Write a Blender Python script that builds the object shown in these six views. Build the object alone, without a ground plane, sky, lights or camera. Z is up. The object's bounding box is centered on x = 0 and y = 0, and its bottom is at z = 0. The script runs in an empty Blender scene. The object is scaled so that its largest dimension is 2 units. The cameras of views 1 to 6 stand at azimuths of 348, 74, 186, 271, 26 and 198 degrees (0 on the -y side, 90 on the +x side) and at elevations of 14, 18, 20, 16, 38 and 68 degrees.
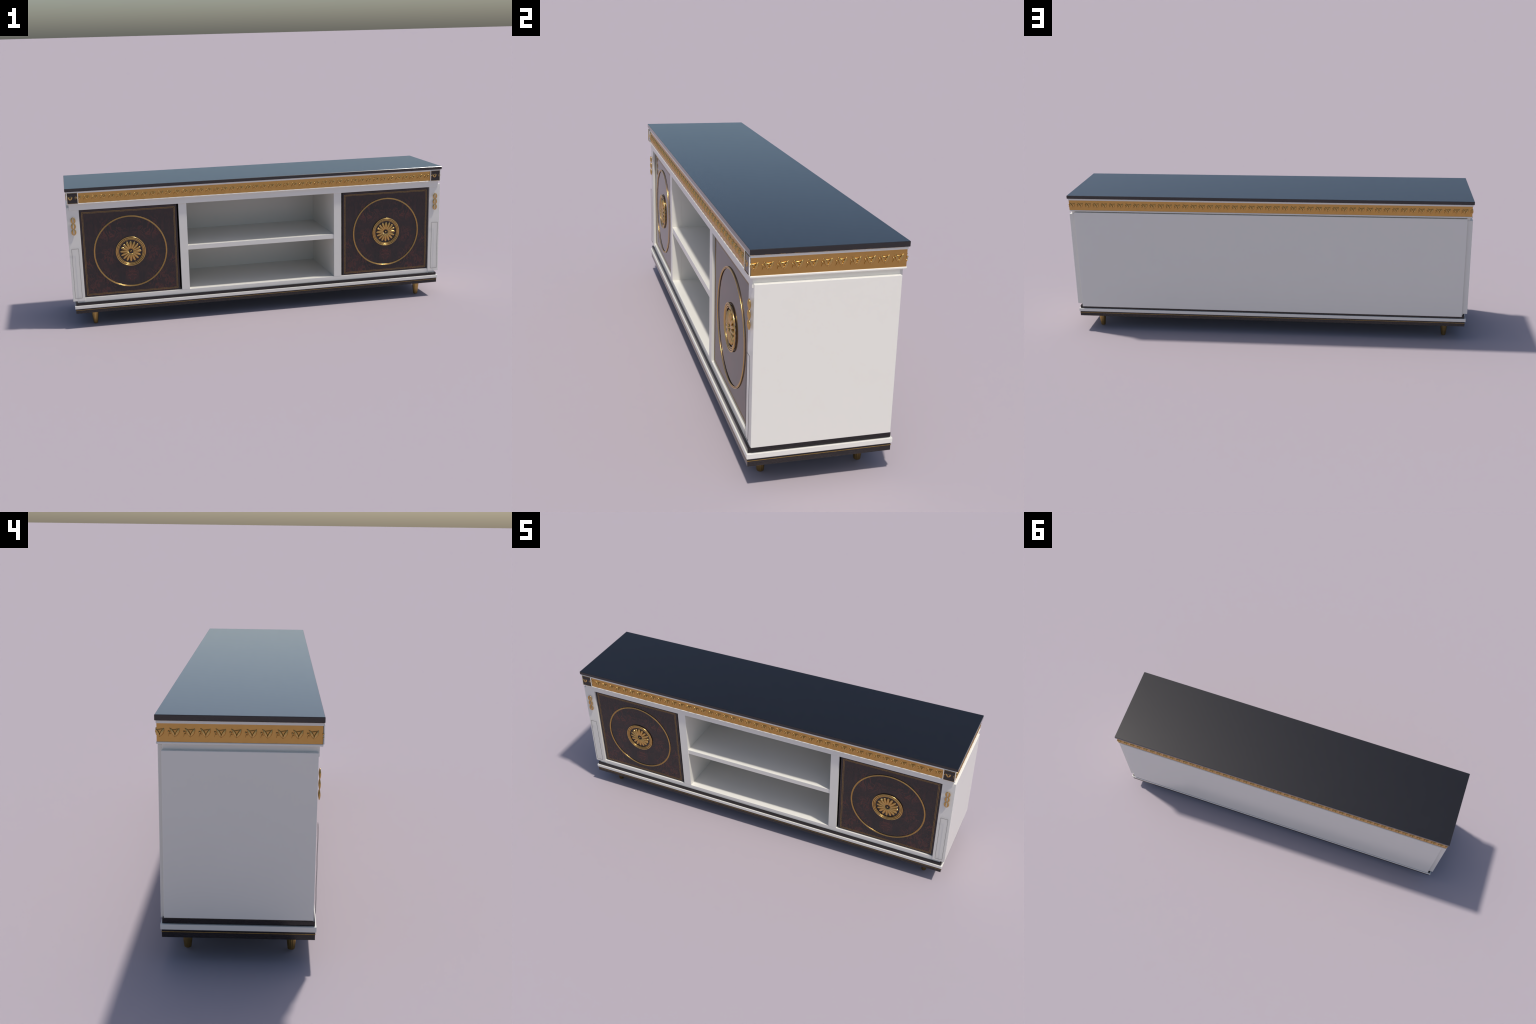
"""Neoclassical low media console: black lacquered top, gilded frieze with a row of
bee-like ornaments, white lacquered carcass, two burl doors with gilt medallions, an open
two-level bay, a stepped plinth and four fluted brass feet.   Metres, z up."""
import bpy, bmesh, math
from math import sin, cos, pi, sqrt
from mathutils import Vector, Matrix

# ----------------------------------------------------------------- main dimensions
TOP_X, TOP_Y, TOP_Z0, TOP_Z1 = 1.0, 0.2265, 0.7105, 0.7268      # table top half sizes
FRIEZE_X, FRIEZE_Y, FRIEZE_Z0, FRIEZE_Z1 = 0.992, 0.2217, 0.651, 0.7027
LEDGE_Z0 = 0.6448
RAIL_Z0 = 0.6145                                                  # underside of top rail
FLOOR_Z = 0.1562                                                  # top of bottom board
STEP_Z1, MOULD_Z1, BASE_Z1, BASE_Z0 = 0.1332, 0.1183, 0.1022, 0.0766
FRONT_Y, BACK_Y = -0.2095, 0.2085                                 # carcass
BAY_X, DIVIDER_X, PILASTER_X = 0.395, 0.4365, 0.9368
DOOR_X0, DOOR_X1, DOOR_Z0, DOOR_Z1, DOOR_Y = 0.4445, 0.9362, 0.1572, 0.6110, -0.2033
DOOR_CX, DOOR_CZ = 0.6905, 0.3828

# ----------------------------------------------------------------- materials
def material(name):
    m = bpy.data.materials.new(name)
    m.use_nodes = True
    nt = m.node_tree
    return m, nt, nt.nodes["Principled BSDF"]

def node(nt, kind, **inputs):
    n = nt.nodes.new(kind)
    for k, v in inputs.items():
        n.inputs[k].default_value = v
    return n

def noise(nt, vec, scale, detail=3.0, rough=0.5, distortion=0.0):
    n = node(nt, "ShaderNodeTexNoise", Scale=scale, Detail=detail, Roughness=rough, Distortion=distortion)
    nt.links.new(vec, n.inputs["Vector"])
    return n.outputs["Fac"]

def math_node(nt, op, a, b=None, c=None, clamp=False):
    n = nt.nodes.new("ShaderNodeMath")
    n.operation = op
    n.use_clamp = clamp
    for i, v in enumerate((a, b, c)):
        if v is None:
            continue
        if isinstance(v, (int, float)):
            n.inputs[i].default_value = v
        else:
            nt.links.new(v, n.inputs[i])
    return n.outputs[0]

def ramp(nt, fac, stops):
    n = nt.nodes.new("ShaderNodeValToRGB")
    e = n.color_ramp.elements
    while len(e) < len(stops):
        e.new(0.5)
    for el, (p, c) in zip(e, stops):
        el.position = p
        el.color = (*c, 1.0)
    nt.links.new(fac, n.inputs["Fac"])
    return n.outputs["Color"]

def object_coords(nt, scale=None):
    co = nt.nodes.new("ShaderNodeTexCoord").outputs["Object"]
    if scale is None:
        return co
    mp = nt.nodes.new("ShaderNodeMapping")
    mp.inputs["Scale"].default_value = scale
    nt.links.new(co, mp.inputs["Vector"])
    return mp.outputs["Vector"]

def lacquer(name, dark, light, rough, scale=(1, 1, 1), freq=30.0, coat=0.0):
    m, nt, b = material(name)
    f = noise(nt, object_coords(nt, scale), freq, 4.0, 0.55)
    nt.links.new(ramp(nt, f, [(0.35, dark), (0.65, light)]), b.inputs["Base Color"])
    b.inputs["Roughness"].default_value = rough
    b.inputs["Coat Weight"].default_value = coat
    b.inputs["Coat Roughness"].default_value = 0.05
    return m

def gilding(name, dark, light, rough, freq):
    m, nt, b = material(name)
    f = noise(nt, object_coords(nt), freq, 3.0, 0.5)
    nt.links.new(ramp(nt, f, [(0.35, dark), (0.65, light)]), b.inputs["Base Color"])
    b.inputs["Metallic"].default_value = 1.0
    b.inputs["Roughness"].default_value = rough
    return m

def burl_veneer(name):
    """Near-black mahogany burl, book-matched about the door's middle, with red curls."""
    m, nt, b = material(name)
    co = object_coords(nt)
    sep = nt.nodes.new("ShaderNodeSeparateXYZ")
    nt.links.new(co, sep.inputs[0])
    ax = math_node(nt, "ABSOLUTE", sep.outputs["X"])
    cmb = nt.nodes.new("ShaderNodeCombineXYZ")
    nt.links.new(ax, cmb.inputs["X"])
    nt.links.new(sep.outputs["Z"], cmb.inputs["Z"])
    stretch = nt.nodes.new("ShaderNodeMapping")
    stretch.inputs["Scale"].default_value = (1.35, 1.0, 0.8)
    stretch.inputs["Location"].default_value = (0.31, 0.0, 0.17)
    nt.links.new(cmb.outputs[0], stretch.inputs["Vector"])
    mirrored = stretch.outputs["Vector"]
    # curls: thin iso-lines of a warped noise
    warp = noise(nt, mirrored, 19.0, 4.0, 0.58, 1.8)
    line = math_node(nt, "ABSOLUTE", math_node(nt, "SUBTRACT", warp, 0.5))
    curl = math_node(nt, "SUBTRACT", 1.0, math_node(nt, "MULTIPLY", line, 19.0), clamp=True)
    patch = math_node(nt, "MULTIPLY_ADD", noise(nt, mirrored, 7.0, 2.0), 3.4, -1.35, clamp=True)
    # clusters of figure: corners below, knot under the medallion, small patches on the edges
    def cluster(cx, cz, rx, rz):
        dx = math_node(nt, "DIVIDE", math_node(nt, "SUBTRACT", ax, cx), rx)
        dz = math_node(nt, "DIVIDE", math_node(nt, "SUBTRACT", sep.outputs["Z"], cz), rz)
        r2 = math_node(nt, "ADD", math_node(nt, "MULTIPLY", dx, dx), math_node(nt, "MULTIPLY", dz, dz))
        return math_node(nt, "SUBTRACT", 1.0, r2, clamp=True)
    total = None
    for c in ((0.155, -0.172, 0.095, 0.100), (0.0, -0.125, 0.040, 0.045), (0.215, -0.055, 0.028, 0.05),
              (0.09, 0.12, 0.09, 0.07), (0.11, -0.02, 0.05, 0.05)):
        v = cluster(*c)
        total = v if total is None else math_node(nt, "MAXIMUM", total, v)
    strength = math_node(nt, "MULTIPLY_ADD", total, 1.05, 0.20, clamp=True)
    curly = math_node(nt, "MULTIPLY", math_node(nt, "MULTIPLY", curl, strength), math_node(nt, "MULTIPLY_ADD", patch, 0.5, 0.5))
    cloud = noise(nt, mirrored, 16.0, 4.0, 0.6, 0.6)
    ground = ramp(nt, cloud, [(0.35, (0.0150, 0.0132, 0.0138)), (0.65, (0.027, 0.0158, 0.0155))])
    knot = math_node(nt, "MULTIPLY", cluster(0.0, -0.125, 0.040, 0.045), 0.22)
    amount = math_node(nt, "ADD", math_node(nt, "MULTIPLY", curly, 0.85), knot, clamp=True)
    mix = nt.nodes.new("ShaderNodeMix")
    mix.data_type = "RGBA"
    nt.links.new(amount, mix.inputs["Factor"])
    nt.links.new(ground, mix.inputs["A"])
    mix.inputs["B"].default_value = (0.120, 0.030, 0.022, 1)
    nt.links.new(mix.outputs["Result"], b.inputs["Base Color"])
    b.inputs["Roughness"].default_value = 0.10
    return m

WHITE = lacquer("white_lacquer", (0.803, 0.778, 0.703), (0.808, 0.783, 0.708), 0.20, freq=9.0)
BLACK = lacquer("black_lacquer", (0.0068, 0.0058, 0.0064), (0.0074, 0.0064, 0.0070), 0.20, freq=12.0, coat=0.45)
EBONY = lacquer("ebonised_wood", (0.012, 0.010, 0.010), (0.021, 0.0165, 0.016), 0.15, (1.0, 1.0, 14.0), 22.0)
GAP_SHADOW = lacquer("painted_gap_shadow", (0.004, 0.004, 0.004), (0.005, 0.005, 0.005), 0.8)  # near-black paint for the darkness seen through the door gap
GILT_FLAT = gilding("gilded_ground", (0.55, 0.322, 0.100), (0.57, 0.336, 0.106), 0.32, 40.0)
GILT = gilding("gilt_bronze", (0.57, 0.365, 0.125), (0.61, 0.39, 0.14), 0.25, 90.0)
BRASS = gilding("brass", (0.46, 0.30, 0.10), (0.52, 0.345, 0.12), 0.34, 60.0)
LINE_GILT = gilding("gilt_line", (0.38, 0.25, 0.075), (0.48, 0.31, 0.10), 0.38, 120.0)
WIRE = lacquer("dark_bronze_wire", (0.05, 0.05, 0.052), (0.065, 0.065, 0.066), 0.4)
BURL = burl_veneer("mahogany_burl")

# ----------------------------------------------------------------- builders
ROOT = bpy.data.objects.new("media_console", None)
bpy.context.scene.collection.objects.link(ROOT)
ROOT["label"] = "white lacquered low console with black top and gilded frieze"
ROOT["category"] = "tv cabinet"

def add(name, mesh, mat, parent=ROOT, loc=(0, 0, 0)):
    o = bpy.data.objects.new(name, mesh)
    bpy.context.scene.collection.objects.link(o)
    if mat is not None and not mesh.materials:
        mesh.materials.append(mat)
    place(o, parent, loc)
    return o

def world_of(o):
    p = Vector((0, 0, 0))
    while o is not None:
        p = p + o.location
        o = o.parent
    return p

def place(o, parent, loc):
    """World-space location; parents here carry translations only."""
    o.parent = parent
    o.location = Vector(loc) - world_of(parent)

def mesh_from(name, verts, faces, smooth=True):
    me = bpy.data.meshes.new(name)
    me.from_pydata(verts, [], faces)
    bm = bmesh.new()
    bm.from_mesh(me)
    bmesh.ops.recalc_face_normals(bm, faces=bm.faces)
    bm.to_mesh(me)
    bm.free()
    for p in me.polygons:
        p.use_smooth = smooth
    return me

def box(name, x0, x1, y0, y1, z0, z1, mat, bevel=0.0008, parent=ROOT, segs=2):
    c = Vector(((x0 + x1) / 2, (y0 + y1) / 2, (z0 + z1) / 2))
    bm = bmesh.new()
    bmesh.ops.create_cube(bm, size=1.0)
    for v in bm.verts:
        v.co = Vector((v.co.x * (x1 - x0), v.co.y * (y1 - y0), v.co.z * (z1 - z0)))
    me = bpy.data.meshes.new(name)
    bm.to_mesh(me)
    bm.free()
    for p in me.polygons:
        p.use_smooth = bool(bevel)
    o = add(name, me, mat, parent, c)
    if bevel:
        b = o.modifiers.new("edge", "BEVEL")
        b.width, b.segments, b.limit_method, b.harden_normals = bevel, segs, "ANGLE", segs > 1
        if segs == 1:                                     # plain flat chamfer
            for p in me.polygons:
                p.use_smooth = False
    return o

def rect_frame(name, w, h, t, d, mat, parent, loc):
    """Flat rectangular frame in the xz plane: outer size w x h, bar width t, depth d toward -y."""
    v, f = [], []
    for y in (0.0, -d):
        for k in (0.0, t):
            for sx, sz in ((-1, -1), (1, -1), (1, 1), (-1, 1)):
                v.append((sx * (w / 2 - k), y, sz * (h / 2 - k)))
    for i in range(4):
        j = (i + 1) % 4
        f += [(8 + i, 8 + j, 12 + j, 12 + i), (i, j, 4 + j, 4 + i), (i, j, 8 + j, 8 + i), (4 + i, 4 + j, 12 + j, 12 + i)]
    return add(name, mesh_from(name, v, f, False), mat, parent, loc)

def lathe_front(name, profile, n=96):
    """Revolve (radius, height) points about the y axis; height goes toward -y. Open ends stay on the door."""
    v, f = [], []
    k = len(profile)
    for i in range(n):
        a = 2 * pi * i / n
        for r, h in profile:
            v.append((r * cos(a), -h, r * sin(a)))
    for i in range(n):
        j = (i + 1) % n
        for q in range(k - 1):
            f.append((i * k + q, i * k + q + 1, j * k + q + 1, j * k + q))
    return mesh_from(name, v, f)

def dome_strip(p0, p1, width, rise, base=0.0, n=12, m=8, groove=0.0, peak=0.5, bend=0.0):
    """A leaf-shaped dome from p0 to p1 in (u, v); returns verts (u, v, h) and faces."""
    p0, p1 = Vector(p0), Vector(p1)
    d = p1 - p0
    side = Vector((-d.y, d.x)).normalized()
    v, f = [], []
    for i in range(n + 1):
        t = i / n
        s = t ** (math.log(0.5) / math.log(peak))
        w = 0.5 * width * max(sin(pi * s), 0.0) ** 0.75 + 1e-5
        c = p0 + d * t + side * bend * sin(pi * t)
        for j in range(m + 1):
            q = -1 + 2 * j / m
            h = rise * (max(sin(pi * s), 0.0) ** 0.6) * sqrt(max(1 - q * q, 0.0)) * (1 - groove * math.exp(-(q / 0.22) ** 2))
            pt = c + side * w * q
            v.append((pt.x, pt.y, base + h))
    for i in range(n):
        for j in range(m):
            a = i * (m + 1) + j
            f.append((a, a + 1, a + m + 2, a + m + 1))
    return v, f

def merge(parts):
    V, F = [], []
    for v, f in parts:
        o = len(V)
        V += v
        F += [tuple(i + o for i in q) for q in f]
    return V, F

# ----------------------------------------------------------------- table top and frieze
box("tabletop", -TOP_X, TOP_X, -TOP_Y, TOP_Y, TOP_Z0, TOP_Z1, BLACK, 0.0014, segs=1)
box("cornice_strip", -0.9945, 0.9945, -0.2232, 0.2232, 0.7020, TOP_Z0 + 0.0005, WHITE, 0.0006)
frieze = box("gilded_frieze", -FRIEZE_X, FRIEZE_X, -FRIEZE_Y, FRIEZE_Y, FRIEZE_Z0 - 0.001, FRIEZE_Z1, GILT_FLAT, 0.0005)
box("ledge_moulding", -0.9948, 0.9948, -0.2236, 0.2236, LEDGE_Z0, FRIEZE_Z0 + 0.0003, WHITE, 0.0022, segs=4)

def bee_parts():
    """Motif in (u, v, h): tip of the wings at the origin, u to the right seen from outside."""
    return merge([
        dome_strip((0.0010, -0.0018), (-0.0122, 0.0235), 0.0088, 0.0046, n=14, m=8, groove=0.30, peak=0.50, bend=-0.0004),
        dome_strip((-0.0004, -0.0018), (0.0128, 0.0235), 0.0096, 0.0048, n=14, m=8, groove=0.30, peak=0.52, bend=-0.0010),
        dome_strip((-0.0086, 0.0185), (0.0116, 0.0218), 0.0032, 0.0036, n=10, m=6, bend=-0.0014),
        dome_strip((0.0002, -0.0020), (0.0002, 0.0085), 0.0034, 0.0046, n=8, m=6),
        dome_strip((-0.0128, 0.0092), (-0.0180, 0.0165), 0.0064, 0.0042, n=8, m=8),
        dome_strip((-0.0138, 0.0105), (-0.0180, -0.0006), 0.0024, 0.0034, n=8, m=6),
        dome_strip((-0.0100, 0.0060), (-0.0150, 0.0098), 0.0026, 0.0026, n=6, m=6),
        dome_strip((-0.0100, 0.0180), (-0.0142, 0.0240), 0.0030, 0.0034, n=6, m=6),
    ])

BEE_V, BEE_F = bee_parts()
BEE_Z, PITCH = 0.6662, 0.04114
SIDES = [  # (outward normal, right direction seen from outside, start corner, length)
    (Vector((0, -1, 0)), Vector((1, 0, 0)), Vector((-FRIEZE_X, -FRIEZE_Y, 0)), 2 * FRIEZE_X),
    (Vector((1, 0, 0)), Vector((0, 1, 0)), Vector((FRIEZE_X, -FRIEZE_Y, 0)), 2 * FRIEZE_Y),
    (Vector((0, 1, 0)), Vector((-1, 0, 0)), Vector((FRIEZE_X, FRIEZE_Y, 0)), 2 * FRIEZE_X),
    (Vector((-1, 0, 0)), Vector((0, -1, 0)), Vector((-FRIEZE_X, FRIEZE_Y, 0)), 2 * FRIEZE_Y),
]
PERIM = sum(s[3] for s in SIDES)

def on_frieze(s, v, h):
    """Point at perimeter distance s, height v, relief h; bends round the corners."""
    s %= PERIM
    for nrm, right, corner, length in SIDES:
        if s <= length:
            p = corner + right * s + nrm * h
            # ease the relief round both corners so that it stays closed
            return Vector((p.x, p.y, BEE_Z + v))
        s -= length
    return Vector((0, 0, 0))

BEE_MESH = {}
def bee_mesh(side):
    if side not in BEE_MESH:
        nrm, right = SIDES[side][:2]
        vs = [right * u + nrm * h + Vector((0, 0, v)) for u, v, h in BEE_V]
        BEE_MESH[side] = mesh_from("bee_ornament", vs, BEE_F)
        BEE_MESH[side].materials.append(GILT)
    return BEE_MESH[side]

count = int(round(PERIM / PITCH))
first = -0.9753 + FRIEZE_X
for k in range(count):
    s = (first + k * PERIM / count) % PERIM
    rest, side = s, 0
    while rest > SIDES[side][3]:
        rest -= SIDES[side][3]
        side += 1
    length = SIDES[side][3]
    if rest < 0.0215 or rest > length - 0.0165:      # straddles a corner: bend it round
        origin = on_frieze(s, 0, 0)
        vs = [on_frieze(s + u, v, h) - origin for u, v, h in BEE_V]
        me = mesh_from("bee_ornament", vs, BEE_F)
        me.materials.append(GILT)
    else:
        me = bee_mesh(side)
        origin = on_frieze(s, 0, 0)
    o = bpy.data.objects.new("bee_ornament", me)
    bpy.context.scene.collection.objects.link(o)
    place(o, frieze, origin)

# corner blocks on the front of the frieze
for sx in (-1, 1):
    cx, cz = sx * 0.9637, 0.6775
    blk = box("corner_block", cx - 0.0280, cx + 0.0280, -0.2245, -0.2190, 0.6512, 0.7042, EBONY, 0.0)
    for e in (-1, 1):
        xs = cx + e * 0.0270
        box("white_edge", xs - 0.0017, xs + 0.0017, -0.2262, -0.2230, 0.6508, 0.7046, WHITE, 0.0003, blk)
    rect_frame("gilt_border", 0.0506, 0.0528, 0.0010, 0.0012, LINE_GILT, blk, (cx, -0.2243, cz))

# ----------------------------------------------------------------- carcass
box("top_board", -0.985, 0.985, -0.2147, BACK_Y, RAIL_Z0, LEDGE_Z0 + 0.001, WHITE, 0.0012)
box("bottom_board", -0.977, 0.977, FRONT_Y, BACK_Y, STEP_Z1 - 0.0006, FLOOR_Z, WHITE, 0.0010)
box("bay_back", -0.42, 0.42, 0.1950, BACK_Y - 0.0005, FLOOR_Z - 0.002, RAIL_Z0 + 0.002, WHITE, 0.0)
box("back_panel", -0.9712, 0.9712, 0.2070, 0.2222, 0.1296, 0.6392, WHITE, 0.0012)
for sx in (-1, 1):
    def span(a, b):
        return (min(sx * a, sx * b), max(sx * a, sx * b))
    d = box("divider", *span(BAY_X, DIVIDER_X), FRONT_Y - 0.0004, -0.1700, FLOOR_Z - 0.001, RAIL_Z0 + 0.001, WHITE, 0.0006)
    box("divider_board", *span(BAY_X + 0.0004, 0.4150), -0.2025, BACK_Y - 0.002, FLOOR_Z - 0.001, RAIL_Z0 + 0.001, WHITE, 0.0, d)
    box("gap_shadow_side_plate", *span(0.4152, 0.4160), -0.2010, 0.16, FLOOR_Z - 0.0005, RAIL_Z0 + 0.0005, GAP_SHADOW, 0.0, d)
    box("gap_shadow_edge_plate", *span(DIVIDER_X - 0.0005, DIVIDER_X + 0.0005), -0.2012, -0.1695, FLOOR_Z - 0.0005, RAIL_Z0 + 0.0005, GAP_SHADOW, 0.0, d)  # black plate over the white divider flank, drawing the slit's shade
    box("gap_shadow_back_plate", *span(0.4145, PILASTER_X + 0.01), 0.155, 0.165, FLOOR_Z - 0.0005, RAIL_Z0 + 0.0005, GAP_SHADOW, 0.0, d)
    side = box("side_panel", *span(PILASTER_X, 0.9982), -0.2118, 0.2098, 0.1415, 0.6284, WHITE, 0.0012)

    # hanging triple link
    for k in range(3):
        zc = 0.5636 - k * 0.0294
        n, m = 48, 10
        v, f = [], []
        for i in range(n):
            a = 2 * pi * i / n
            ca, sa = cos(a), sin(a)
            out = Vector((0.0122 * ca, 0.0160 * sa * (1 + 0.04 * abs(sa) ** 8)))
            inn = Vector((0.0034 * ca * (1 - 0.25 * sa * sa), 0.0140 * sa))
            bulge = 0.0007 + 0.0026 * ca * ca
            for j in range(m):
                t = 2 * pi * j / m
                w = 0.5 - 0.5 * cos(t)
                p = inn.lerp(out, w)
                v.append((p.x, -bulge * sin(t), p.y))
        for i in range(n):
            for j in range(m):
                f.append((i * m + j, ((i + 1) % n) * m + j, ((i + 1) % n) * m + (j + 1) % m, i * m + (j + 1) % m))
        if k == 0 and sx == -1:
            link_mesh = mesh_from("chain_link", v, f)
        add("chain_link", link_mesh, GILT, side, (sx * 0.9686, -0.2178, zc))
    # thin wire rectangle standing off the pilaster
    rect_frame("wire_frame", 0.0356, 0.2600, 0.0011, 0.0009, WIRE, side, (sx * 0.9688, -0.2172, 0.2883))

box("shelf", -BAY_X - 0.001, BAY_X + 0.001, -0.2078, 0.1955, 0.3672, 0.3916, WHITE, 0.0008)

# ----------------------------------------------------------------- doors
def hoop(r0, r1, h0, h1, n=8):
    """Closed half-round section: flat underside, rounded face."""
    mid, half = (r0 + r1) / 2, (r1 - r0) / 2
    face = [(mid + half * cos(pi * i / n), h0 + 0.0006 + (h1 - h0 - 0.0006) * sin(pi * i / n)) for i in range(n + 1)]
    return [(r1, h0)] + face + [(r0, h0), (r1, h0)]

def hoops(name, sections, n):
    me_parts = []
    for sec in sections:
        me = lathe_front(name, hoop(*sec), n)
        me_parts.append(([tuple(v.co) for v in me.vertices], [tuple(p.vertices) for p in me.polygons]))
        bpy.data.meshes.remove(me)
    for k in range(4):                                   # short pegs that hold the hoops off the door
        r0, r1, h0, h1 = sections[1]
        c, a = 0.0008, pi / 4 + k * pi / 2
        x, z = (r0 + r1) / 2 * cos(a), (r0 + r1) / 2 * sin(a)
        v = [(x + i * c, y, z + j * c) for y in (0.0005, -h0 - 0.0002) for i, j in ((-1, -1), (1, -1), (1, 1), (-1, 1))]
        f = [(q, (q + 1) % 4, 4 + (q + 1) % 4, 4 + q) for q in range(4)]
        me_parts.append((v, f))
    return mesh_from(name, *merge(me_parts))

RING_BIG = hoops("inlaid_ring", [(0.1834, 0.1868, 0.0014, 0.0036), (0.1798, 0.1829, 0.0014, 0.0032)], 160)
RING_MED = hoops("medallion_ring", [(0.0716, 0.0768, 0.0034, 0.0062), (0.0649, 0.0703, 0.0030, 0.0054), (0.0601, 0.0634, 0.0022, 0.0038)], 128)

def petal_mesh():
    n, m = 22, 12
    r0, r1 = 0.0118, 0.0546
    v, f = [], []
    for i in range(n + 1):
        t = i / n
        r = r0 + (r1 - r0) * t
        wide = min(0.199 * r, 0.0067)
        tip = sqrt(max(1 - (max(t - 0.78, 0.0) / 0.22) ** 2, 0.0))
        w = max(wide * tip, 0.00005)
        h = 0.0034 + 0.0036 * sin(pi * min(t * 0.80 + 0.14, 1.0))
        if t > 0.9:
            h *= 1 - 0.4 * ((t - 0.9) / 0.1) ** 2
        if t < 0.08:
            h *= 0.5 + 0.5 * t / 0.08
        free = min(max((t - 0.25) / 0.45, 0.0), 1.0)          # petals part from one another outward
        for j in range(m + 1):
            q = -1 + 2 * j / m
            lobe = (1 - abs(q) ** 3.4) * (1 - 0.10 * math.exp(-(q / 0.14) ** 2))
            edge = 0.76 * (1 - free) + 0.34 * free
            v.append((w * q, -(h * (edge + (1 - edge) * lobe)) if abs(q) < 1 else -h * edge * (1 - free), r))
    for i in range(n):
        for j in range(m):
            a = i * (m + 1) + j
            f.append((a, a + 1, a + m + 2, a + m + 1))
    return mesh_from("petal", v, f)

PETAL = petal_mesh()
PETAL.materials.append(GILT)
BEAD = lathe_front("centre_bead", [(0.0046, -0.001), (0.0046, 0.0012), (0.0042, 0.0032), (0.0030, 0.0050), (0.0014, 0.0060), (0.00005, 0.0063)], 24)

for sx in (-1, 1):
    x0, x1 = sorted((sx * DOOR_X0, sx * DOOR_X1))
    door = box("door", x0, x1, DOOR_Y, -0.1850, DOOR_Z0, DOOR_Z1, BURL, 0.0010)
    c = (sx * DOOR_CX, DOOR_Y, DOOR_CZ)
    rect_frame("inlay_line", 0.4690, 0.4330, 0.0014, 0.0007, LINE_GILT, door, (c[0], DOOR_Y + 0.0002, c[2]))
    rect_frame("inlay_line", 0.4580, 0.4220, 0.0009, 0.0005, LINE_GILT, door, (c[0], DOOR_Y + 0.0002, c[2]))
    add("inlaid_ring", RING_BIG, GILT, door, c)
    add("medallion_ring", RING_MED, GILT, door, c)
    add("centre_bead", BEAD, GILT, door, c)
    for k in range(16):
        p = bpy.data.objects.new("petal", PETAL)
        bpy.context.scene.collection.objects.link(p)
        place(p, door, c)
        p.rotation_euler = (0, 2 * pi * (k + 0.06) / 16, 0)

# ----------------------------------------------------------------- plinth and feet
box("plinth_step", -0.9843, 0.9843, -0.2170, 0.2170, MOULD_Z1 - 0.001, STEP_Z1, EBONY, 0.0008)
box("plinth_moulding", -0.9916, 0.9916, -0.2214, 0.2214, BASE_Z1 - 0.0004, MOULD_Z1, WHITE, 0.0016, segs=3)
base = box("plinth_base", -0.9875, 0.9875, -0.2180, 0.2180, BASE_Z0, BASE_Z1, EBONY, 0.0008)
box("gilt_fillet", -0.9884, 0.9884, -0.2189, 0.2189, 0.0934, 0.0953, LINE_GILT, 0.0004, base)

def foot_mesh():
    """Tapered round foot with shallow flutes."""
    rows = [(0.0, 0.55), (0.0003, 0.80), (0.0016, 0.93), (0.0045, 1.0), (0.02, 1.0), (0.04, 1.0), (0.06, 1.0), (0.078, 1.0)]
    n = 96
    v, f = [], []
    for z, k in rows:
        r = (0.0112 + 0.112 * z) * k
        for i in range(n):
            a = 2 * pi * i / n
            flute = 1 - 0.10 * abs(sin(7 * a)) ** 0.7 * (1.0 if z > 0.004 else 0.0)
            v.append((r * flute * cos(a), r * flute * sin(a), z))
    for q in range(len(rows) - 1):
        for i in range(n):
            j = (i + 1) % n
            f.append((q * n + i, q * n + j, (q + 1) * n + j, (q + 1) * n + i))
    f.append(tuple(range(n)))
    f.append(tuple((len(rows) - 1) * n + i for i in range(n)))
    return mesh_from("foot", v, f)

FOOT = foot_mesh()
for sx in (-1, 1):
    for sy in (-1, 1):
        add("foot", FOOT, BRASS, ROOT, (sx * 0.891, sy * 0.1535, 0.0))
